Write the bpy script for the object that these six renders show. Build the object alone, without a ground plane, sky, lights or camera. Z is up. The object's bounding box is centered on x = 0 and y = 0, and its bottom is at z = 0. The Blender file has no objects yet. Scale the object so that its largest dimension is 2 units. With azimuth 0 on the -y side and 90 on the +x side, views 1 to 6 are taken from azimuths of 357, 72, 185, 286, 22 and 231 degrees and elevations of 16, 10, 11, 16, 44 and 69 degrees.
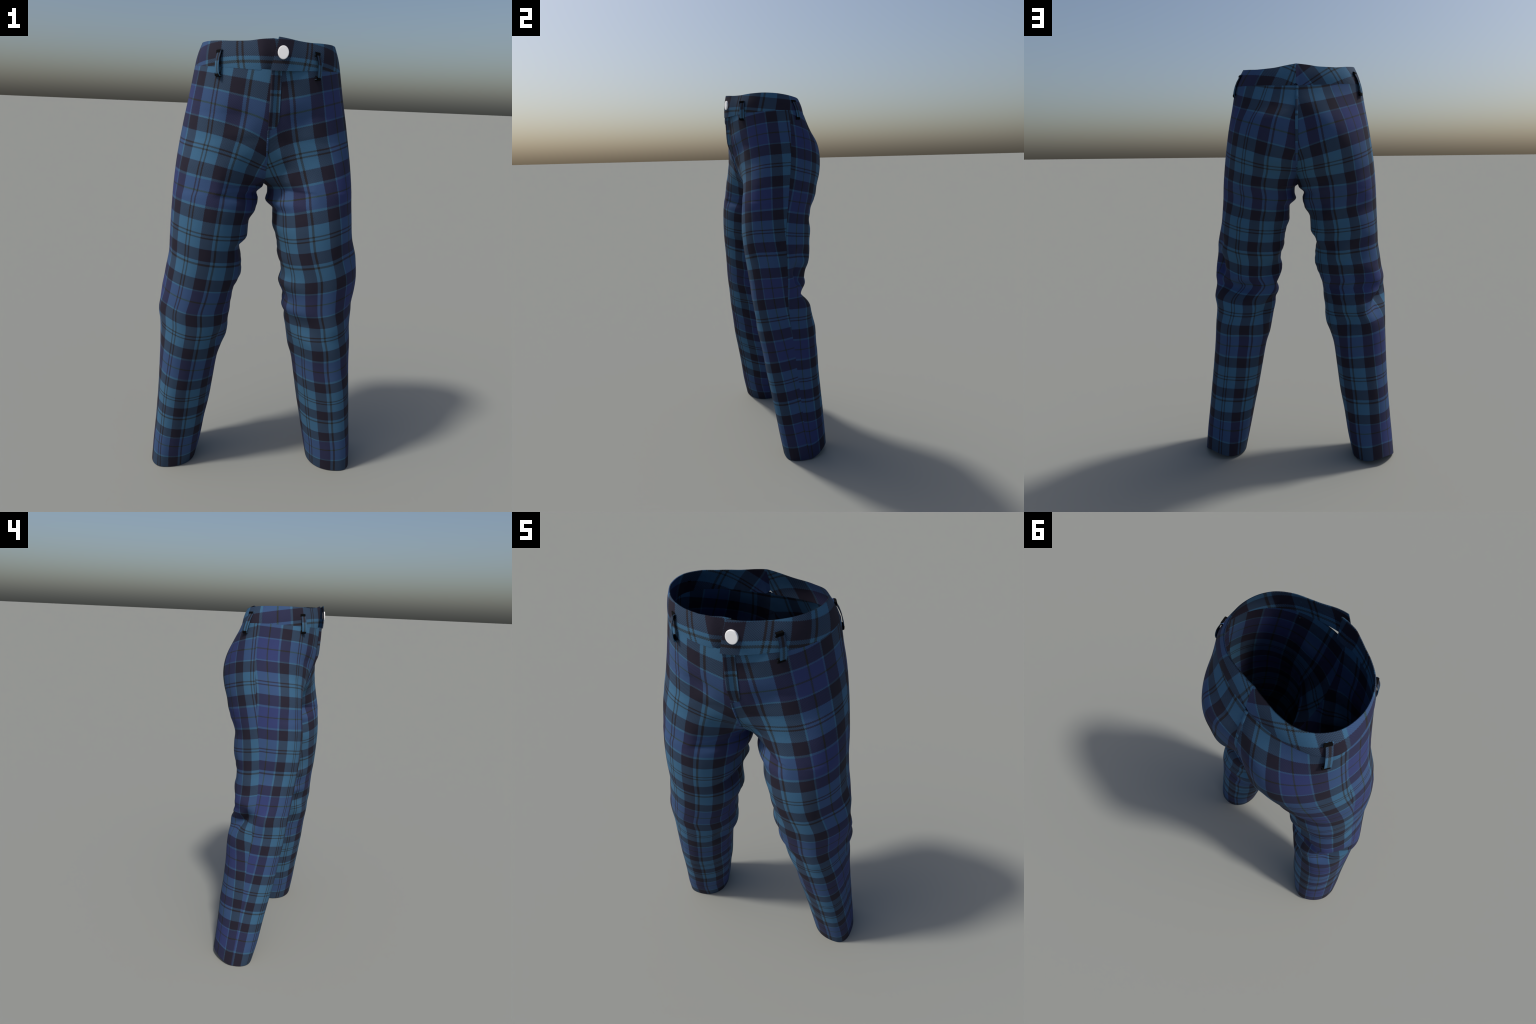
"""Tartan trousers standing on their own: four cloth panels, waistband with a
buttoned overlap, fly placket, belt loops, button."""
import bpy, math
import numpy as np

# ------------------------------------------------------------------ helpers
def soft(xs, ys, sigma=.05):
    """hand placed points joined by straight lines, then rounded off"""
    q = np.arange(xs[0] - 4 * sigma, xs[-1] + 4 * sigma, .004)
    y = np.interp(q, xs, ys)
    lo, hi = q < xs[0], q > xs[-1]
    y[lo] = ys[0] + (q[lo] - xs[0]) * (ys[1] - ys[0]) / (xs[1] - xs[0])
    y[hi] = ys[-1] + (q[hi] - xs[-1]) * (ys[-1] - ys[-2]) / (xs[-1] - xs[-2])
    k = np.exp(-.5 * (np.arange(-int(3 * sigma / .004), int(3 * sigma / .004) + 1) * .004 / sigma) ** 2)
    k /= k.sum()
    h = len(k) // 2
    y = np.convolve(np.pad(y, h, mode="reflect", reflect_type="odd"), k, "valid")
    return lambda x: np.interp(x, q, y)


def fair(xs, ys):
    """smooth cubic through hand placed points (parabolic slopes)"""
    return curve(xs, ys, False)


def curve(xs, ys, monotone=True):
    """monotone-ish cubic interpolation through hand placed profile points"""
    xs, ys = np.array(xs, float), np.array(ys, float)
    d = np.diff(ys) / np.diff(xs)
    m = np.zeros_like(ys)
    m[1:-1] = np.where(d[:-1] * d[1:] > 0, 2 * d[:-1] * d[1:] / (d[:-1] + d[1:] + 1e-12), 0)
    if not monotone:
        h = np.diff(xs)
        m[1:-1] = (d[:-1] * h[1:] + d[1:] * h[:-1]) / (h[1:] + h[:-1])
    m[0], m[-1] = d[0], d[-1]

    def f(x):
        x = np.clip(x, xs[0], xs[-1])
        i = np.clip(np.searchsorted(xs, x) - 1, 0, len(xs) - 2)
        h = xs[i + 1] - xs[i]
        t = (x - xs[i]) / h
        return ((1 + 2 * t) * (1 - t) ** 2 * ys[i] + t * (1 - t) ** 2 * h * m[i]
                + t * t * (3 - 2 * t) * ys[i + 1] + t * t * (t - 1) * h * m[i + 1])
    return f


def sstep(a, b, x):
    t = np.clip((x - a) / (b - a), 0, 1)
    return t * t * (3 - 2 * t)


def bump(x, c, w):
    return np.exp(-((x - c) / w) ** 2)


def resample(poly, n):
    s = np.concatenate([[0], np.cumsum(np.linalg.norm(np.diff(poly, axis=0), axis=1))])
    q = np.linspace(0, s[-1], n)
    return np.stack([np.interp(q, s, poly[:, k]) for k in range(poly.shape[1])], 1)


# ------------------------------------------------------------- leg profiles
# outer side, inseam, front and back extent of each leg against height
Z_OUT = [0, .12, .24, .36, .48, .6, .72, .8, .88, .96, 1.04, 1.12, 1.2, 1.32, 1.44, 1.56, 1.68, 1.8, 1.9]
OUT_R = fair(Z_OUT, [0.5099, 0.4983, 0.4851, 0.4737, 0.4644, 0.4576, 0.4527, 0.4535, 0.4673, 0.4444, 0.4280, 0.4096, 0.4040, 0.3964, 0.3871, 0.3719, 0.3499, 0.3233, 0.3032])
OUT_L = fair(Z_OUT, [0.505, 0.4943, 0.4805, 0.4674, 0.4548, 0.4435, 0.4363, 0.4288, 0.4264, 0.4381, 0.4416, 0.4312, 0.4042, 0.3879, 0.3780, 0.3626, 0.3427, 0.3173, 0.2986])
Z_IN = [0, .12, .24, .36, .48, .6, .66, .72, .76, .8, .84, .88, .92, .96, 1.0, 1.04, 1.08, 1.12, 1.16, 1.2, 1.26, 1.32, 1.36, 1.39, 1.415, 1.428]
IN_R = curve(Z_IN, [0.2921, 0.2655, 0.2460, 0.2222, 0.2051, 0.1871, 0.1687, 0.1457, 0.1411, 0.1403, 0.1335, 0.1295, 0.1247, 0.1186, 0.0975, 0.0855, 0.0877, 0.0931, 0.0999, 0.0638, 0.0612, 0.0311, 0.0219, 0.0298, 0.0046, 0.0000])
IN_L = curve(Z_IN, [0.2859, 0.2610, 0.2377, 0.2133, 0.1918, 0.1693, 0.1502, 0.1389, 0.1320, 0.1234, 0.1195, 0.1053, 0.1199, 0.1045, 0.0860, 0.0950, 0.0880, 0.0739, 0.0716, 0.0639, 0.0444, 0.0440, 0.0095, 0.0178, 0.0159, 0.0000])
Z_FRONT = [0, .12, .24, .36, .48, .6, .72, .8, .88, .96, 1.04, 1.12, 1.2, 1.28, 1.36, 1.42, 1.5, 1.56, 1.62, 1.68, 1.74, 1.8, 1.86, 1.9]
FRONT_R = fair(Z_FRONT, [-0.0607, -0.0876, -0.1068, -0.1284, -0.1512, -0.1672, -0.1841, -0.1918, -0.2015, -0.2084, -0.2152, -0.2233, -0.2286, -0.2307, -0.2280, -0.2194, -0.2100, -0.2030, -0.2060, -0.2180, -0.2290, -0.2340, -0.2390, -0.2400])
FRONT_L = fair(Z_FRONT, [-0.0826, -0.1026, -0.1190, -0.1371, -0.1547, -0.1687, -0.1866, -0.1869, -0.2021, -0.2089, -0.2186, -0.2278, -0.2327, -0.2336, -0.2293, -0.2245, -0.2100, -0.2030, -0.2060, -0.2180, -0.2290, -0.2340, -0.2390, -0.2400])
Z_BACK = [0, .12, .24, .36, .48, .6, .72, .76, .8, .84, .88, .92, .96, 1.0, 1.08, 1.14, 1.2, 1.26, 1.32, 1.38, 1.44, 1.5, 1.56, 1.62, 1.68, 1.74, 1.8, 1.86, 1.9]
BACK_R = fair(Z_BACK, [0.1784, 0.1714, 0.1657, 0.1598, 0.1481, 0.1414, 0.1433, 0.1417, 0.1372, 0.1327, 0.1191, 0.0870, 0.1046, 0.1154, 0.1134, 0.1183, 0.1388, 0.1446, 0.1446, 0.1693, 0.1983, 0.2130, 0.2332, 0.2476, 0.2481, 0.2357, 0.2119, 0.1840, 0.1690])
BACK_L = fair(Z_BACK, [0.1732, 0.1695, 0.1660, 0.1592, 0.1537, 0.1535, 0.1497, 0.1384, 0.1282, 0.1150, 0.0914, 0.0713, 0.0824, 0.0691, 0.1156, 0.1315, 0.1403, 0.1542, 0.1556, 0.1669, 0.1990, 0.2131, 0.2334, 0.2457, 0.2484, 0.2387, 0.2091, 0.1850, 0.1690])
# the sections are turned outwards: front extreme lies further out, back extreme further in
SKEW = soft([0, .3, .7, 1.0, 1.4], [.032, .032, .025, .010, .006])
# roundness of the four quarters: inner front, outer front, inner back, outer back
N_IF = soft([0, .12, .4, .6, .75, 1.0, 1.2, 1.3, 1.38, 1.44, 1.49, 1.56], [2.2, 1.95, 1.78, 1.95, 2.2, 2.25, 2.15, 1.95, 1.55, 1.2, 1.35, 2.0], .025)
N_OF_L = soft([0, .4, .6, .75, .95, 1.1, 1.3, 1.5, 1.7, 1.9], [2.7, 2.65, 2.4, 2.1, 1.85, 1.95, 2.2, 2.3, 2.25, 2.2])
N_OF_R = soft([0, .4, .6, .75, .95, 1.1, 1.3, 1.5, 1.7, 1.9], [2.4, 2.35, 2.3, 2.15, 2.0, 2.1, 2.25, 2.3, 2.25, 2.2])
N_IB = soft([0, .5, .65, .8, .95, 1.1, 1.3, 1.42, 1.5, 1.6], [2.1, 2.05, 1.95, 1.9, 2.15, 2.25, 2.3, 2.4, 2.6, 2.2])
N_OB = soft([0, .15, .35, .6, 1.0, 1.3, 1.5, 1.65, 1.8, 1.9], [1.75, 1.9, 2.1, 2.1, 2.1, 2.0, 1.78, 1.72, 1.95, 2.1])
# folds of the cloth behind the knees and thighs, on the back panel:
# (place across from side seam 0 to inseam 1, height, height change across, width across, width in height, depth)
FOLDS = {
    "R": [(.19, .860, -.12, .17, .045, -.068), (.36, .925, -.20, .10, .035, .016), (.50, .875, .05, .20, .030, -.016), (.58, .925, .20, .10, .03, .014),
          (.80, .93, .25, .16, .05, .018), (.60, .735, 0, .14, .05, -.017), (.50, .985, .20, .12, .03, -.016), (.57, 1.10, -.30, .10, .035, .017),
          (.56, 1.31, -.40, .10, .04, .016), (.71, 1.335, -.20, .09, .035, -.016), (.83, 1.155, .20, .08, .04, .015), (.68, 1.46, 0, .12, .035, -.012),
          (.79, 1.55, 0, .12, .05, .020), (.15, 1.02, 0, .12, .05, -.010),
          (.30, .80, 0, .14, .04, -.017), (.14, .91, 0, .10, .04, -.016), (.65, .76, 0, .12, .06, -.014), (.57, 1.13, -.2, .10, .03, .010),
          (.80, 1.16, .2, .08, .03, .012), (.54, 1.03, 0, .10, .03, .010), (-.25, .883, 0, .12, .05, -.010),
          (-.79, .72, 0, .12, .05, -.020), (-.72, 1.695, 0, .12, .05, -.012), (-.88, 1.50, 0, .12, .04, -.018)],
    "L": [(.17, 1.045, -.15, .13, .055, -.056), (.34, 1.01, -.10, .10, .035, .018), (.45, .905, -.06, .26, .028, -.016), (.20, .855, .0, .2, .045, .016),
          (.70, .915, .25, .15, .035, .022), (.84, .905, .45, .12, .045, .026), (.50, 1.02, 0, .10, .04, .014), (.79, .80, 0, .12, .045, -.018),
          (.58, .67, 0, .14, .06, -.014), (.46, 1.27, -.35, .10, .035, -.014), (.71, 1.245, -.20, .10, .04, -.014), (.79, 1.08, .20, .10, .04, .016),
          (.62, 1.34, -.40, .10, .035, .012), (.79, 1.55, 0, .12, .05, .020), 
          (.60, .985, .1, .16, .05, .030), (.76, .93, .3, .10, .04, .012), (.79, .765, 0, .12, .04, -.014), (.58, .65, 0, .14, .05, -.010),
          (.71, 1.30, 0, .09, .03, -.010), (.18, 1.14, 0, .11, .035, -.022), (.21, .985, 0, .10, .03, -.022), (-.67, .815, 0, .14, .05, -.010),
          (-.25, 1.13, 0, .14, .06, -.014), (-.38, .81, 0, .16, .05, .012), (-.75, .66, 0, .12, .08, -.012), (-.72, 1.695, 0, .12, .05, -.012), (-.88, 1.50, 0, .12, .04, -.016)],
}
# the inseam is puckered: the leg itself follows the smoothed line
def smoothed(f, sigma=.06):
    q = np.arange(0, Z_CROTCH + .001, .01)
    return soft(q, f(q), sigma)


Z_CROTCH, Y_CROTCH = 1.428, -.02
SMOOTH_IN = {}
for _s, _f in (("R", IN_R), ("L", IN_L)):
    SMOOTH_IN[_s] = smoothed(_f)


def leg_in(side, z):
    """inseam of the leg without its puckers; they fade out towards the crotch"""
    f = IN_R if side == "R" else IN_L
    k = sstep(1.33, 1.40, z)
    return SMOOTH_IN[side](z) * (1 - k) + f(z) * k


SIDE_Y = soft([0, .2, .4, .6, .8, .95, 1.1, 1.25, 1.37, 1.5, 1.6, 1.7, 1.82, 1.9], [.035, .012, -.005, -.02, -.042, -.055, -.053, -.045, -.03, -.012, .003, .014, .022, .026])
# height of the widest line of the section (the side seam itself lies a little off it)
EXT_Y = soft([0, .2, .4, .6, .75, .85, .95, 1.05, 1.15, 1.25, 1.37, 1.5, 1.6, 1.7, 1.82, 1.9], [.045, .025, .012, .0, -.012, -.012, -.015, -.02, -.03, -.04, -.03, -.012, .003, .014, .022, .026])
# the seam down the middle, front and back, above the crotch
MID_F = curve([1.428, 1.431, 1.438, 1.455, 1.49, 1.555, 1.6, 1.66, 1.70, 1.735, 1.80, 1.86, 1.9], [-.02, -.04, -.066, -.102, -.144, -.18, -.199, -.218, -.228, -.234, -.238, -.240, -.240])
MID_B = curve([1.428, 1.431, 1.438, 1.455, 1.49, 1.55, 1.62, 1.7, 1.75, 1.81, 1.86, 1.9], [-.02, .006, .034, .076, .130, .196, .226, .230, .222, .203, .182, .168])
# where across the half the front and the seat stand out most (as a share of the half width)
TOP_F = curve([1.42, 1.5, 1.58, 1.66, 1.72], [.50, .50, .42, .15, 0])
TOP_B = curve([1.42, 1.5, 1.6, 1.7, 1.8, 1.88], [.50, .50, .46, .38, .2, 0])


def z_seam(x, y):
    """height of the seam that joins waistband and panels"""
    a = np.arctan2(y + .055, x)
    return 1.884 + .013 * np.cos(a) ** 2


def leg_row(side, z):
    """front and back half of one section at height z, as dense polylines
    running centre/inseam -> side seam and side seam -> centre/inseam"""
    s = 1 if side == "L" else -1
    xo = s * (OUT_L if side == "L" else OUT_R)(z)
    ys, yf, yb = EXT_Y(z), (FRONT_L if side == "L" else FRONT_R)(z), (BACK_L if side == "L" else BACK_R)(z)
    th = np.linspace(0, np.pi / 2, 70)
    out = []
    for fb in (0, 1):
        ye = (yf, yb)[fb]
        ni, no = ((N_IF, N_OF_L if side == "L" else N_OF_R), (N_IB, N_OB))[fb]
        ni, no = ni(z), no(z)
        sk = s * SKEW(z) * (1, 0)[fb]
        if z <= Z_CROTCH:
            xi = s * leg_in(side, z)
            xm = (xo + xi) / 2 + sk
            yi = .25 * ys + .75 * (yf + yb) / 2 + .01
            yi = yi + (Y_CROTCH - yi) * sstep(1.2, Z_CROTCH, z)
            inner = np.stack([xm + (xi - xm) * np.cos(th) ** (2 / ni), yi + (ye - yi) * np.sin(th) ** (2 / ni)], 1)
        else:
            ym = (MID_F, MID_B)[fb](z)
            share = (TOP_F, TOP_B)[fb](z)
            xm = xo * share + sk * share * 2
            if abs(xm) < .004:
                xm = 0.0
            yi = Y_CROTCH
            if (ym - ye) * (1, -1)[fb] < 0:      # the middle is the foremost line
                ye = ym
            q = np.clip((ym - yi) / (ye - yi), 0, .9995)
            if xm == 0:
                inner, ye = np.array([[0, ym]]), ym
            else:
                a = abs(xm) / (1 - q ** ni) ** (1 / ni)
                t0 = math.asin(q ** (ni / 2))
                t = np.linspace(t0, np.pi / 2, 70)
                inner = np.stack([xm - s * a * np.cos(t) ** (2 / ni), yi + (ye - yi) * np.sin(t) ** (2 / ni)], 1)
                inner[0] = 0, ym
        outer = np.stack([xm + (xo - xm) * np.sin(th) ** (2 / no), ys + (ye - ys) * np.cos(th) ** (2 / no)], 1)
        line = np.concatenate([inner, outer[1:]])
        out.append(line if fb == 0 else line[::-1])
        if fb == 0:
            first = len(inner)
        else:
            last = len(inner)
    # cut the ring at the side seam
    ring = np.concatenate([out[0], out[1][1:]])
    lo, hi = first, len(ring) - last
    yc = SIDE_Y(z)
    k = lo + int(np.clip(np.searchsorted(ring[lo:hi, 1], yc), 2, hi - lo - 2))
    w = np.clip((yc - ring[k - 1, 1]) / max(ring[k, 1] - ring[k - 1, 1], 1e-9), 0, 1)
    cut = ring[k - 1] + (ring[k] - ring[k - 1]) * w
    return [np.vstack([ring[:k], cut]), np.vstack([cut, ring[k:]])]


NC = 44
ROWS = np.unique(np.round(np.concatenate([np.linspace(0, 1.40, 176), np.linspace(1.40, 1.46, 19), np.linspace(1.46, 1.89, 56), [Z_CROTCH]]), 5))


def drape(side):
    """grids of 3D points, rows by columns, for the front and back panel"""
    g = [[], []]
    for z in ROWS:
        for fb, line in enumerate(leg_row(side, z)):
            g[fb].append(np.column_stack([resample(line, NC + 1), np.full(NC + 1, z)]))
    g = [np.array(a) for a in g]
    for a in g:
        x, y, z = a[..., 0], a[..., 1], a[..., 2]
        hem = .0005 + .014 * sstep(.03, .20, y) + .026 * sstep(.03, .16, y) * sstep(.33, .46, np.abs(x))
        out = np.stack([np.gradient(y, axis=1), -np.gradient(x, axis=1)], -1) * (1 if side == "L" else -1)
        out /= np.maximum(np.linalg.norm(out, axis=-1, keepdims=True), 1e-9)
        # across coordinate: -1 inseam, 0 side seam, 1 inseam again (front to back)
        t = np.linspace(0, 1, NC + 1)[None, :] - (1 if a is g[0] else 0)
        d = np.zeros_like(x)
        for t0, z0, sl, wt, wz, amp in FOLDS[side]:
            d += amp * bump(t, t0, wt) * bump(z - sl * (t - t0), z0, wz)
        d *= 1 - sstep(.93, 1, np.abs(t))
        s = 1 if side == "L" else -1
        low = z[:, :1] < Z_CROTCH - .004
        pucker = np.where(low, (IN_L if side == "L" else IN_R)(z[:, :1]) - leg_in(side, z[:, :1]), 0)
        zz = z[:, :1] * (1 if side == "L" else 1.07)
        ragged = .0009 * (np.sin(zz * 61 + 2 * np.sin(zz * 23)) + .7 * np.sin(zz * 149 + 3 * np.sin(zz * 17))) * sstep(.72, .9, z[:, :1]) * (1 - sstep(1.36, 1.41, z[:, :1]))
        x += s * (pucker * sstep(.5, 1, np.abs(t)) + ragged * sstep(.8, 1, np.abs(t)))
        a[..., :2] += out * d[..., None]
        a[..., 2] = z + hem * (1 - sstep(0, .3, z)) + (z_seam(x, y) - 1.89) * sstep(1.62, 1.89, z)
    return g


def normals_of(grids):
    """smooth normals over several grids, welded where their points coincide"""
    keys, acc, per = {}, [], []
    for g in grids:
        R, C = g.shape[:2]
        n = np.zeros_like(g)
        d1 = g[1:, 1:] - g[:-1, :-1]
        d2 = g[:-1, 1:] - g[1:, :-1]
        f = np.cross(d2, d1)
        for di in (0, 1):
            for dj in (0, 1):
                n[di:R - 1 + di, dj:C - 1 + dj] += f
        per.append(n)
    for k, g in enumerate(grids):
        R, C = g.shape[:2]
        for i in range(R):
            for j in (0, C - 1):
                keys.setdefault(tuple(np.round(g[i, j], 4)), []).append((k, i, j))
    for v in keys.values():
        if len(v) > 1:
            t = sum(per[k][i, j] for k, i, j in v)
            for k, i, j in v:
                per[k][i, j] = t
    return [n / np.maximum(np.linalg.norm(n, axis=-1, keepdims=True), 1e-12) for n in per]


def cloth(name, g, n, uv, mat, thick=.004, rims="b", parent=None):
    """a piece of cloth: outer and inner face draped in 3D; its flat pattern is
    the rest shape, so that Generated coordinates lie in the weave"""
    R, C = g.shape[:2]
    inner = g - n * thick
    co = np.concatenate([g.reshape(-1, 3), inner.reshape(-1, 3)])
    flat = np.column_stack([uv.reshape(-1, 2), np.zeros(R * C)])
    flat = np.concatenate([flat, flat - (0, 0, thick)])
    i = np.arange(R * C).reshape(R, C)
    q = np.stack([i[:-1, :-1], i[:-1, 1:], i[1:, 1:], i[1:, :-1]], -1).reshape(-1, 4)
    N = R * C
    faces = [q, q[:, ::-1] + N]
    for r in rims:
        e = {"b": i[0, ::-1], "t": i[-1], "l": i[:, 0], "r": i[::-1, -1]}[r]
        faces.append(np.stack([e[:-1], e[1:], e[1:] + N, e[:-1] + N], -1))
    # face winding must agree with the outward normals
    faces = np.concatenate(faces)
    a = g[1, 1] - g[0, 0]
    fn = np.cross(co[q[:, 2]] - co[q[:, 0]], co[q[:, 3]] - co[q[:, 1]])
    if (fn * n.reshape(-1, 3)[q[:, 0]]).sum() < 0:
        faces = faces[:, ::-1]
    me = bpy.data.meshes.new(name)
    me.from_pydata(co.tolist(), [], faces.tolist())
    me.polygons.foreach_set("use_smooth", np.ones(len(me.polygons), bool))
    nn = np.concatenate([n.reshape(-1, 3), -n.reshape(-1, 3)])
    me.normals_split_custom_set_from_vertices(nn.tolist())
    me.materials.append(mat)
    me.use_auto_texspace = False
    me.texspace_location, me.texspace_size = (.5, .5, .5), (.5, .5, .5)
    ob = bpy.data.objects.new(name, me)
    bpy.context.scene.collection.objects.link(ob)
    ob.shape_key_add(name="pattern")
    key = ob.shape_key_add(name="draped")
    key.data.foreach_set("co", co.ravel().astype(np.float32))
    key.value = 1
    ob.data.shape_keys.key_blocks[0].data.foreach_set("co", flat.ravel().astype(np.float32))
    me.vertices.foreach_set("co", flat.ravel().astype(np.float32))
    if parent:
        ob.parent = parent
    return ob


# ------------------------------------------------------------------ tartan
REPEAT = .802
# thread colours (display values; the weave is mixed before they are made linear)
TEAL, BLUE, DARK, BLACK, OLIVE = (.235, .379, .494), (.205, .238, .405), (.155, .144, .190), (.180, .176, .172), (.188, .194, .160)


def sett():
    """thread count of the cloth as (width, colour), the same for warp and weft"""
    wide = [(.0453, TEAL), (.0068, BLACK), (.0078, TEAL), (.0068, BLACK), (.0453, TEAL)]
    narrow = [(.0135, TEAL), (.0080, BLACK), (.0585, TEAL)]
    blue = [(.0070, TEAL), (.0480, BLUE), (.0065, OLIVE), (.0480, BLUE), (.0070, TEAL)]
    bar = [(.053, DARK)]
    return wide + bar + narrow + bar + blue + bar + wide + bar + blue + bar


def thread_ramp(nt, coord):
    """colour of the thread that lies at this coordinate"""
    scale = nt.nodes.new("ShaderNodeMath")
    scale.operation = "DIVIDE"
    scale.inputs[1].default_value = REPEAT
    nt.links.new(coord, scale.inputs[0])
    frac = nt.nodes.new("ShaderNodeMath")
    frac.operation = "FRACT"
    nt.links.new(scale.outputs[0], frac.inputs[0])
    ramp = nt.nodes.new("ShaderNodeValToRGB")
    ramp.color_ramp.interpolation = "CONSTANT"
    threads = sett()
    total = sum(w for w, c in threads)
    el = ramp.color_ramp.elements
    while len(el) < len(threads):
        el.new(.5)
    p = 0.0
    for e, (w, c) in zip(list(el), threads):
        e.position = p / total
        p += w
    for e, (w, c) in zip(list(el), threads):
        e.color = (*(x ** (2.2 / 3) for x in c), 1)
    nt.links.new(frac.outputs[0], ramp.inputs[0])
    return ramp.outputs[0]


def maths(nt, op, a, b=None):
    n = nt.nodes.new("ShaderNodeMath")
    n.operation = op
    for k, v in enumerate((a, b)):
        if v is None:
            continue
        if isinstance(v, (int, float)):
            n.inputs[k].default_value = v
        else:
            nt.links.new(v, n.inputs[k])
    return n.outputs[0]


def tartan():
    m = bpy.data.materials.new("tartan_cloth")
    m.use_nodes = True
    nt = m.node_tree
    bs = nt.nodes["Principled BSDF"]
    tc = nt.nodes.new("ShaderNodeTexCoord")
    sep = nt.nodes.new("ShaderNodeSeparateXYZ")
    nt.links.new(tc.outputs["Generated"], sep.inputs[0])
    u, v = sep.outputs[0], sep.outputs[1]
    # ragged stripe edges: the threads step with the twill
    twill = maths(nt, "SINE", maths(nt, "MULTIPLY", maths(nt, "ADD", u, v), math.tau / .0062))
    step = maths(nt, "MULTIPLY", twill, .0009)
    warp = thread_ramp(nt, maths(nt, "ADD", u, step))
    weft = thread_ramp(nt, maths(nt, "SUBTRACT", v, step))
    counter = maths(nt, "SINE", maths(nt, "MULTIPLY", maths(nt, "SUBTRACT", u, v), math.tau / .0062))
    f = maths(nt, "ADD", maths(nt, "ADD", maths(nt, "MULTIPLY", twill, .11), maths(nt, "MULTIPLY", counter, .10)), .5)
    mix = nt.nodes.new("ShaderNodeMix")
    mix.data_type = "RGBA"
    nt.links.new(f, mix.inputs["Factor"])
    nt.links.new(warp, mix.inputs["A"])
    nt.links.new(weft, mix.inputs["B"])
    noise = nt.nodes.new("ShaderNodeTexNoise")
    noise.inputs["Scale"].default_value = 260
    noise.inputs["Detail"].default_value = 2
    nt.links.new(tc.outputs["Generated"], noise.inputs["Vector"])
    tone = maths(nt, "ADD", maths(nt, "MULTIPLY", noise.outputs[0], .08), .96)
    vm = nt.nodes.new("ShaderNodeVectorMath")
    vm.operation = "SCALE"
    nt.links.new(mix.outputs["Result"], vm.inputs[0])
    nt.links.new(tone, vm.inputs["Scale"])
    gam = nt.nodes.new("ShaderNodeGamma")
    gam.inputs["Gamma"].default_value = 3.0
    nt.links.new(vm.outputs[0], gam.inputs["Color"])
    nt.links.new(gam.outputs[0], bs.inputs["Base Color"])
    bs.inputs["Roughness"].default_value = .85
    bs.inputs["Specular IOR Level"].default_value = .2
    bmp = nt.nodes.new("ShaderNodeBump")
    bmp.inputs["Strength"].default_value = .04
    bmp.inputs["Distance"].default_value = .002
    nt.links.new(twill, bmp.inputs["Height"])
    nt.links.new(bmp.outputs[0], bs.inputs["Normal"])
    return m


# ------------------------------------------------------------- cloth pattern
# two vertical lines of the tartan are followed on each panel: their place in the
# repeat and their distance from the side seam (to the right as seen from outside)
HALF_WIDE = .056
GRAIN = {
    ("R", 0): (0.0, soft([0, .16, .32, .46, .6, .72, .86, 1.0, 1.15, 1.3, 1.43, 1.5, 1.6, 1.75, 1.83, 1.9],
                          [.105, .109, .118, .133, .149, .158, .166, .173, .188, .211, .224, .235, .241, .241, .246, .25]),
               .127, soft([0, .17, .32, .46, .6, .72, .86, 1.0, 1.15, 1.3, 1.42, 1.5, 1.6, 1.72, 1.86, 1.9],
                           [.215, .223, .234, .250, .266, .277, .287, .295, .310, .337, .354, .362, .373, .382, .384, .386])),
    ("L", 0): (.127, soft([0, .145, .28, .41, .53, .65, .8, .94, 1.06, 1.19, 1.3, 1.4, 1.5, 1.6, 1.67, 1.79, 1.85, 1.9],
                           [-.175, -.181, -.192, -.202, -.214, -.223, -.232, -.252, -.277, -.303, -.318, -.333, -.345, -.358, -.366, -.375, -.381, -.386]),
               .300, soft([0, .2, .42, .54, .64, .72, .83, .97, 1.1, 1.2, 1.3, 1.4, 1.5, 1.6, 1.7, 1.8, 1.9],
                           [.0, -.010, -.025, -.039, -.050, -.058, -.068, -.083, -.104, -.119, -.134, -.148, -.158, -.168, -.178, -.189, -.200])),
    ("R", 1): (.127, soft([0, .17, .32, .5, .6, .75, .9, 1.0, 1.13, 1.3, 1.37, 1.45, 1.53, 1.61, 1.69, 1.79, 1.86, 1.9],
                           [-.274, -.276, -.280, -.286, -.291, -.303, -.310, -.314, -.318, -.321, -.326, -.345, -.362, -.377, -.367, -.332, -.306, -.295]),
               .300, soft([0, .25, .37, .49, .6, .69, .77, .85, 1.0, 1.13, 1.25, 1.4, 1.5, 1.6, 1.74, 1.87, 1.9],
                           [-.108, -.110, -.111, -.115, -.122, -.137, -.158, -.166, -.158, -.156, -.156, -.164, -.176, -.189, -.184, -.175, -.173])),
    ("L", 1): (0.0, soft([0, .21, .35, .47, .57, .7, .8, .9, 1.0, 1.11, 1.24, 1.34, 1.44, 1.54, 1.62, 1.7, 1.78, 1.86, 1.9],
                          [.183, .187, .190, .193, .197, .206, .213, .223, .228, .228, .226, .226, .240, .252, .256, .253, .249, .234, .226]),
               .127, soft([0, .27, .35, .45, .54, .63, .72, .82, .95, 1.1, 1.22, 1.3, 1.4, 1.44, 1.52, 1.62, 1.69, 1.77, 1.86, 1.9],
                           [.297, .303, .310, .314, .316, .322, .329, .333, .336, .345, .350, .346, .346, .356, .374, .389, .383, .361, .322, .306])),
}
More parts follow.
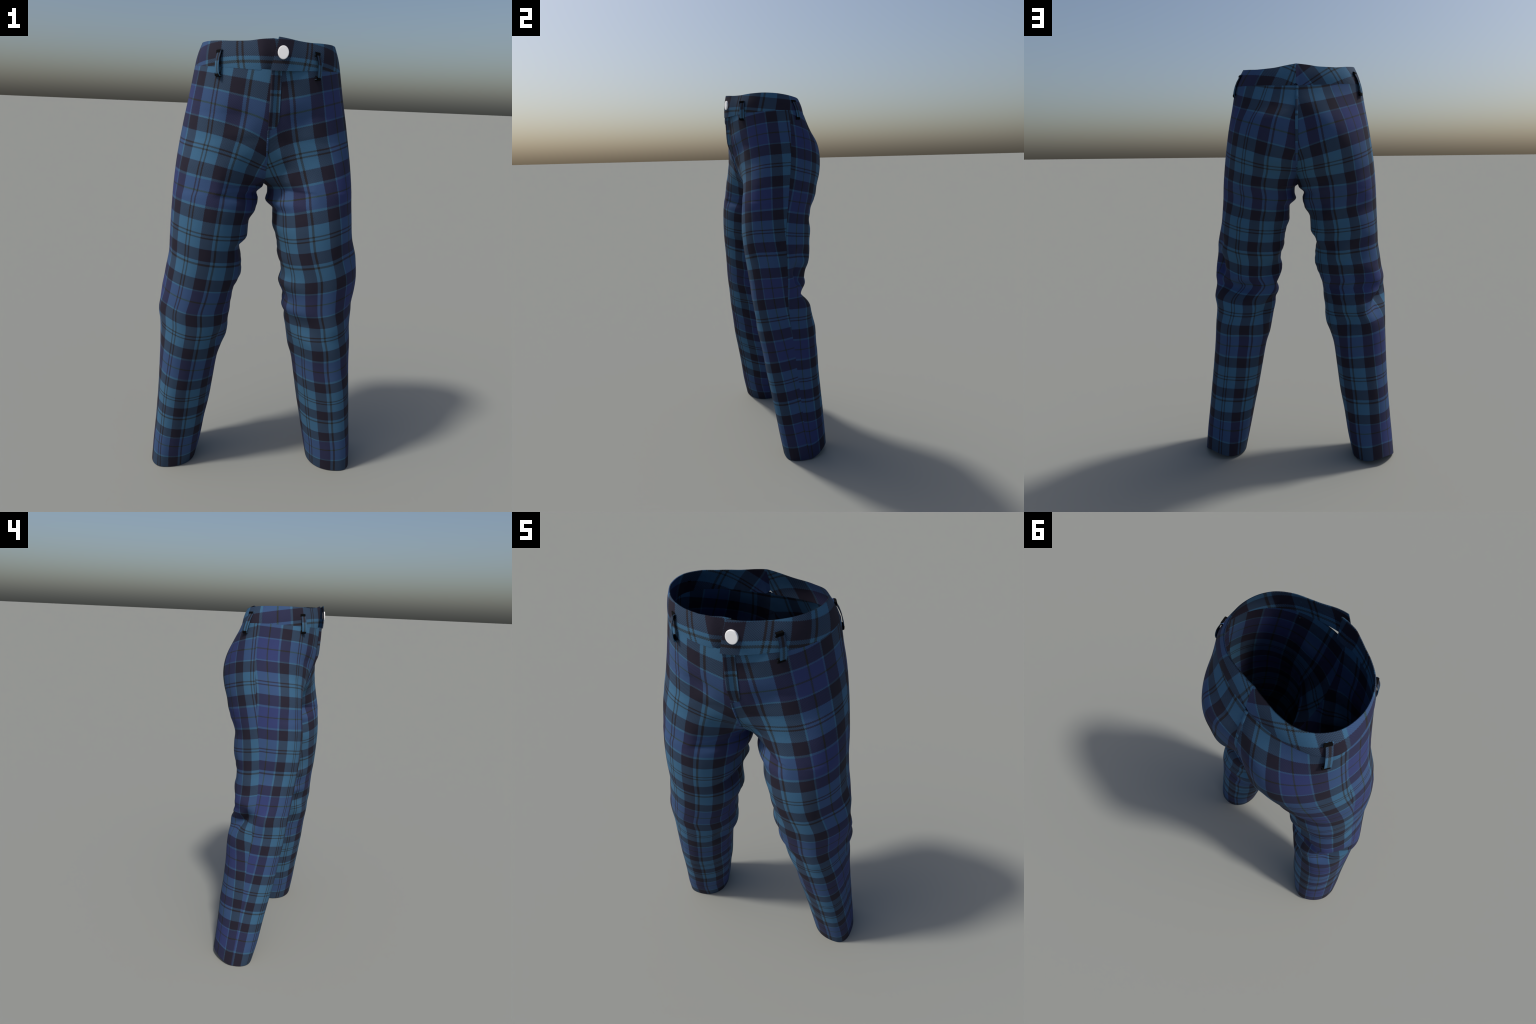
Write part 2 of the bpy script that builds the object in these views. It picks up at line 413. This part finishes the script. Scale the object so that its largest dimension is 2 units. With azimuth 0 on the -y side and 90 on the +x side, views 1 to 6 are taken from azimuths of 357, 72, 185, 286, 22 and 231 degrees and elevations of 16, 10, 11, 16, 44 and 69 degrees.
# how far the horizontal lines of the tartan sag below their height at the middle of
# the front: by height, and across each panel from its left to right column
SAG_Z = [.01, .148, .448, .615, .78, .95, 1.25, 1.42, 1.58, 1.75, 1.87]
SAG = {
    ("R", 0): ([0, .12, .25, .5, .75, 1], [(.038, .032, .024, .008, -.011, -.022), (.060, .050, .040, .023, .001, -.012), (.072, .060, .045, .021, -.005, -.018),
               (.045, .040, .032, .022, -.007, -.022), (.058, .047, .034, .012, -.012, -.026), (.045, .043, .036, .018, -.006, -.015),
               (.065, .050, .035, .006, -.012, -.022), (.089, .055, .027, -.003, -.017, -.027), (.042, .030, .019, -.004, -.018, -.027), (.020, .014, .008, -.006, -.018, -.027)]),
    ("L", 0): ([0, .12, .25, .5, .75, 1], [(.017, .025, .028, .012, -.005, -.022), (.028, .033, .035, .029, .005, -.018), (.036, .035, .031, .022, -.002, -.023),
               (.036, .035, .031, .018, -.008, -.030), (.050, .042, .033, .010, -.017, -.032), (.045, .044, .041, .010, -.020, -.026),
               (.060, .053, .040, .003, -.020, -.032), (.074, .037, .015, -.007, -.028, -.035), (.042, .028, .017, -.012, -.030, -.036), (.020, .012, .004, -.014, -.030, -.036)]),
    ("R", 1): ([0, .12, .25, .5, .75, 1], [(-.022, -.016, -.015, -.018, -.006, .004), (-.014, -.015, -.014, -.009, .0, .010), (-.024, -.022, -.021, -.016, .006, .020),
               (-.030, -.037, -.036, -.012, .0, .006), (-.022, -.004, .003, .009, .016, .022), (-.012, .0, .012, .034, .049, .042),
               (-.018, -.003, .012, .038, .052, .062), (-.020, -.012, .002, .030, .066, .106), (-.022, -.014, -.006, .020, .047, .073), (-.022, -.012, .006, .032, .050, .056)]),
    ("L", 1): ([0, .12, .25, .5, .75, 1], [(-.018, -.012, -.008, -.011, -.005, .003), (-.006, -.001, .001, .0, .010, .022), (-.012, -.008, -.006, -.006, .006, .026),
               (-.013, -.010, -.006, .0, .004, .006), (-.020, -.025, -.018, .022, .031, .031), (-.005, .004, .014, .040, .053, .056),
               (-.014, .0, .012, .045, .062, .055), (-.018, -.003, .010, .036, .072, .102), (-.018, -.008, .002, .026, .050, .075), (-.018, -.006, .010, .034, .050, .056)]),
}


def pattern(g, fb, side):
    """place of every point of a panel in the woven cloth"""
    sgn = 1 if side == "L" else -1
    d = np.linalg.norm(np.diff(g, axis=1), axis=2)
    a = np.concatenate([np.zeros((g.shape[0], 1)), np.cumsum(d, 1)], 1)
    if fb == 0:
        a = a - a[:, -1:]
    a = a * sgn                                         # to the right, seen from outside
    z = g[:, NC // 2, 2]
    u1, t1, u2, t2 = GRAIN[side, fb]
    t1, t2 = t1(z)[:, None], t2(z)[:, None]
    u = u1 + (a - t1) * (u2 - u1) / (t2 - t1)
    if fb == 1:                                         # only the middle of the back is taken in
        u = np.where(a > t2, u2 + (a - t2), u)
        u = np.where(a < t1, u1 + (a - t1), u)
    ts, table = SAG[side, fb]
    t = np.linspace(0, 1, NC + 1)
    table = [(.0335,) * 6] + list(table)                # the hem is turned up along one thread
    cols = np.array([curve(ts, row)(t) for row in table])             # sag rows by column
    zz = np.where(ROWS[:, None] < .3, ROWS[:, None], g[..., 2])      # measured from the hem
    sag = np.array([soft(SAG_Z, cols[:, j], .03)(zz[:, j]) for j in range(NC + 1)]).T
    v = 1.25 - (zz + sag)
    return np.stack([u + HALF_WIDE, v + HALF_WIDE + 2 * REPEAT], -1)


# --------------------------------------------------------------- waistband
PHI = np.radians(np.arange(-90, 91, 15))          # -90 front middle, 0 side, 90 back middle
RIM_L = curve(PHI, [.186, .187, .190, .202, .224, .247, .263, .271, .267, .247, .218, .199, .192])
RIM_R = curve(PHI, [.186, .185, .191, .209, .233, .254, .271, .279, .270, .247, .220, .200, .192])
TOP_L = curve(PHI, [2.000, 1.995, 1.990, 1.988, 1.990, 1.991, 1.988, 1.980, 1.971, 1.965, 1.968, 1.977, 1.985])
TOP_R = curve(PHI, [1.994, 1.989, 1.983, 1.982, 1.984, 1.985, 1.984, 1.981, 1.974, 1.967, 1.969, 1.978, 1.985])
MID_Y = -.055


# the waistband is cut from a stretched piece: distance from the back seam (to the
# right as seen from outside) against place in the repeat
BAND_GRAIN = {"R": ([.181, .448, .674], [-.279, -.111, .056]), "L": ([-.651, -.484, -.418, -.016], [.056, .183, .245, .5235])}


def seam_ring(grids, side):
    """radius and height of the top edge of the panels against angle"""
    top = np.concatenate([grids[side][0][-1], grids[side][1][-1][1:]])
    a = np.arctan2(top[:, 1] - MID_Y, np.abs(top[:, 0]))
    r = np.hypot(top[:, 0], top[:, 1] - MID_Y)
    o = np.argsort(a)
    return lambda p: np.interp(p, a[o], r[o]), lambda p: np.interp(p, a[o], top[o, 2])


def waistband(grids, side, mat, parent):
    s = 1 if side == "L" else -1
    rs, zs = seam_ring(grids, side)
    rim, top = (RIM_L, TOP_L) if side == "L" else (RIM_R, TOP_R)
    NB, NR = 120, 14
    g = np.zeros((NR + 1, NB + 1, 3))
    for i, t in enumerate(np.linspace(0, 1, NR + 1)):
        # the left half laps over the middle with a slanted edge, the right half runs on beneath it
        past = (.045 - .125 * t) if side == "L" else .16
        if side == "L":
            past = math.atan2(.008 - .026 * t, .19)
        p = np.linspace(-np.pi / 2 - past, np.pi / 2, NB + 1)
        pc = np.where(p < -np.pi / 2, -np.pi - p, p)          # profile is mirrored past the middle
        r0, z0 = rs(pc), zs(pc)
        if side == "L":
            lift = .0006 + .0175 * (1 - sstep(-np.pi / 2, -np.pi / 2 + .75, p))
        else:
            lift = .0006 - .010 * (1 - sstep(-np.pi / 2, -np.pi / 2 + .25, p))
        z0 = z0 - .004 + .015 * bump(np.pi / 2 - p, 0, .045)
        r = r0 + (rim(pc) - r0) * t + lift * (1 - .35 * t) + .004 * math.sin(math.pi * t)
        z = z0 + (top(pc) - z0) * t
        g[i] = np.stack([s * r * np.cos(p), MID_Y + r * np.sin(p), z], 1)
    n = normals_of([g])[0]
    if (n[5, 60] * (g[5, 60] - (0, MID_Y, 1.94))).sum() < 0:
        n = -n
    d = np.linalg.norm(np.diff(g, axis=1), axis=2)
    u = np.concatenate([np.zeros((NR + 1, 1)), np.cumsum(d, 1)], 1)
    u = np.broadcast_to((u - u[:, -1:])[NR // 2], u.shape)
    # seen from outside the cloth runs to the right; behind it is cut on the bias
    ang = np.degrees(np.arctan2(g[..., 1] - MID_Y, np.abs(g[..., 0])))
    if side == "L":
        shift = fair([-95, -45, 0, 30, 50, 75, 90], [.011, .015, .038, .050, .060, .077, .100])
        lean = fair([-95, 0, 45, 75, 90], [-.05, -.05, -.20, -.35, -.35])
    else:
        shift = fair([-95, -45, 0, 30, 50, 75, 90], [.011, .015, .038, .065, .097, .152, .187])
        lean = fair([-95, -45, 0, 45, 75, 90], [.25, .16, .10, .40, .70, .70])
    u = s * u + lean(ang) * (g[..., 2] - 1.94)
    a, p = BAND_GRAIN[side]
    u = np.interp(u, a, p) + .76 * (np.minimum(u - a[0], 0) + np.maximum(u - a[-1], 0))
    v = 1.25 - 1.932 - (g[..., 2] - 1.932) / 1.13 - shift(ang)
    uv = np.stack([u + REPEAT, v + HALF_WIDE + 2 * REPEAT], -1)
    return cloth("waistband", g, n, uv, mat, thick=.005, rims="btlr", parent=parent), g


def plain(name, colour, rough=.6):
    m = bpy.data.materials.new(name)
    m.use_nodes = True
    b = m.node_tree.nodes["Principled BSDF"]
    b.inputs["Base Color"].default_value = (*colour, 1)
    b.inputs["Roughness"].default_value = rough
    b.inputs["Specular IOR Level"].default_value = .15
    return m


def strip(name, path, across, normal_hint, width, mat, thick=.003, parent=None, n=4, uv0=(0, 0)):
    """a narrow cloth strip along a path"""
    path = np.array(path, float)
    off = np.linspace(-.5, .5, n + 1) * width
    g = path[:, None, :] + off[None, :, None] * np.array(across)[None, None, :]
    nn = normals_of([g])[0]
    if (nn[len(nn) // 2, n // 2] * normal_hint).sum() < 0:
        nn = -nn
    s = np.concatenate([[0], np.cumsum(np.linalg.norm(np.diff(path, axis=0), axis=1))])
    uv = np.stack(np.broadcast_arrays(off[None, :] + uv0[0], -s[:, None] + uv0[1]), -1)
    return cloth(name, g, nn, uv, mat, thick=thick, rims="btlr", parent=parent)


def belt_loop(at, mat, black, parent, k):
    """strap sewn on above and below, standing off the waistband in between"""
    at = np.array(at)
    top, bot = at[0], at[1]
    outw = np.array([top[0], top[1] - MID_Y, 0])
    outw /= np.linalg.norm(outw)
    across = np.cross((0, 0, 1), outw)
    prof = resample(np.array([(0.0, -.006), (-.04, .001), (-.01, .005), (.12, .007), (.3, .0115), (.5, .0135), (.7, .0130), (.88, .0110), (.97, .008), (1.03, .005), (1.04, .001), (1.02, -.006)]), 40)
    path = [top + (bot - top) * t + outw * o for t, o in prof]
    ob = strip("belt_loop", path, across, outw, .024, mat, parent=parent, uv0=(.182, .30 + .006 * k))
    for end, t, o in (("black_end_patch", .05, .0035), ("black_end_patch", .96, .0055)):
        c = top + (bot - top) * t + outw * o - across * .004
        path = [c + np.array((0, 0, dz)) + outw * do for dz, do in ((.0085, -.006), (.0075, 0), (.005, .0035), (-.005, .0035), (-.0075, 0), (-.0085, -.006))]
        strip(end, path, across, outw, .027, black, parent=ob)
    return ob


def fly(grids, mat, parent):
    """placket of the fly: a strip with a J shaped lower end, lying on the left front"""
    g0 = np.concatenate([grids["R"][0][:, ::-1][:, :-1], grids["L"][0]], 1)
    zs = np.linspace(0, 1, 50)
    g = np.zeros((50, 13, 3))
    for i, t in enumerate(zs):
        z = 1.662 + t * (1.884 - 1.662)
        row = g0[np.argmin(np.abs(g0[:, g0.shape[1] // 2, 2] - z))]
        xr = -.003 + .039 * math.sqrt(max(0, 1 - (1 - min(1, t / .2)) ** 2)) + .0005
        x = np.linspace(-.004 + .002 * t, xr, 12)
        x = np.concatenate([[x[0] - .0012], x])
        o = np.argsort(row[:, 0])
        y = np.interp(x, row[o, 0], row[o, 1])
        lift = .0018 + .0125 * (1 - sstep(-.004, .03, x)) * sstep(.05, .45, t + .05)
        lift[0] = -.001                       # the free edge is turned in
        g[i] = np.stack([x, y - lift, np.full(13, z)], 1)
    n = normals_of([g])[0]
    if n[25, 6, 1] > 0:
        n = -n
    uv = np.stack([g[..., 0] + .157, 1.9775 - g[..., 2]], -1)
    return cloth("fly_placket", g, n, uv, mat, thick=.0016, rims="btlr", parent=parent)


def seam_strip(grids, mat, parent, fb, z0, z1, width, name):
    """folded seam allowance that lies along the middle, on the right half"""
    zs = np.linspace(z0, z1, 60)
    g0 = grids["R"][fb]
    mid = g0[:, 0] if fb == 0 else g0[:, -1]
    path = []
    for z in zs:
        path.append([0, np.interp(z, mid[ROWS > Z_CROTCH, 2], mid[ROWS > Z_CROTCH, 1]), z])
    path = np.array(path)
    out = 1 if fb else -1
    g = np.zeros((60, 4, 3))
    w = width * (.55 + .45 * sstep(z0, z0 + .12, zs))
    for j, (x, lift) in enumerate(((.0015, -.001), (.0005, .0035), (-1, .0035), (-1.15, -.002))):
        xx = x if x > -.5 else x * w
        g[:, j, 0] = xx
        g[:, j, 1] = path[:, 1] + out * lift
        g[:, j, 2] = path[:, 2]
    for i in range(60):                      # follow the curve of the cloth beneath
        row = g0[np.argmin(np.abs(mid[:, 2] - zs[i]) + (ROWS < Z_CROTCH) * 9)]
        o = np.argsort(row[:, 0])
        g[i, :, 1] += np.interp(np.minimum(g[i, :, 0], 0), row[o, 0], row[o, 1]) - path[i, 1]
    n = normals_of([g])[0]
    if n[30, 1, 1] * out < 0:
        n = -n
    uv = np.stack([g[..., 0] + .044, 1.965 - g[..., 2] - .03], -1)
    return cloth(name, g, n, uv, mat, thick=.0015, rims="btlr", parent=parent)


def button(mat, parent):
    prof = [(0, .0104), (.5, .0104), (.9, .0104), (.955, .0103), (.985, .0097), (1.0, .0085), (1.0, .002), (.95, 0), (0, 0)]
    seg = 48
    vs, fs = [], []
    for r, h in prof:
        for k in range(seg):
            a = math.tau * k / seg
            vs.append((.0207 * r * math.cos(a), -h, .024 * r * math.sin(a)))
    for i in range(len(prof) - 1):
        for k in range(seg):
            fs.append((i * seg + k, i * seg + (k + 1) % seg, (i + 1) * seg + (k + 1) % seg, (i + 1) * seg + k))
    me = bpy.data.meshes.new("button")
    me.from_pydata(vs, [], fs)
    me.polygons.foreach_set("use_smooth", np.ones(len(fs), bool))
    me.materials.append(mat)
    ob = bpy.data.objects.new("button", me)
    ob.location = (.036, -.2485, 1.944)
    ob.rotation_euler = (math.radians(-3), 0, math.radians(4))
    bpy.context.scene.collection.objects.link(ob)
    ob.parent = parent
    return ob


# ---------------------------------------------------------------- assemble
def build():
    root = bpy.data.objects.new("tartan_trousers", None)
    bpy.context.scene.collection.objects.link(root)
    root["label"] = "slim blue and teal tartan trousers standing upright, white button"
    root["category"] = "trousers"
    mat = tartan()
    grids = {s: drape(s) for s in "RL"}
    G = [grids[s][k] for s in "RL" for k in (0, 1)]
    signed = [g if s == "R" else g[:, ::-1] for g, s in zip(G, "RRLL")]
    nn = normals_of(signed)
    out = 1 if nn[0][60, 20][1] < 0 else -1
    for g, n, s, k in zip(G, nn, "RRLL", (0, 1, 0, 1)):
        n = n * out
        if s == "L":
            n = n[:, ::-1]
        cloth(("front_panel", "back_panel")[k], g, n, pattern(g, k, s), mat, parent=root)
    for s in "RL":
        waistband(grids, s, mat, root)
    fly(grids, mat, root)
    seam_strip(grids, mat, root, 1, 1.50, 1.885, .011, "seat_seam")
    seam_strip(grids, mat, root, 0, 1.50, 1.662, .006, "crotch_seam")
    button(plain("white_button", (.97, .955, .945), .7), root)
    black = plain("flat_black", (.0015, .0015, .002), 1.0)
    loops = [((-.196, -.187, 1.948), (-.199, -.196, 1.858)), ((.172, -.197, 1.953), (.178, -.201, 1.858)),
             ((-.269, .063, 1.949), (-.298, .085, 1.846)), ((.267, .057, 1.949), (.296, .070, 1.852))]
    for k, at in enumerate(loops):
        belt_loop(at, mat, black, root, k)
    return root, grids


root, grids = build()
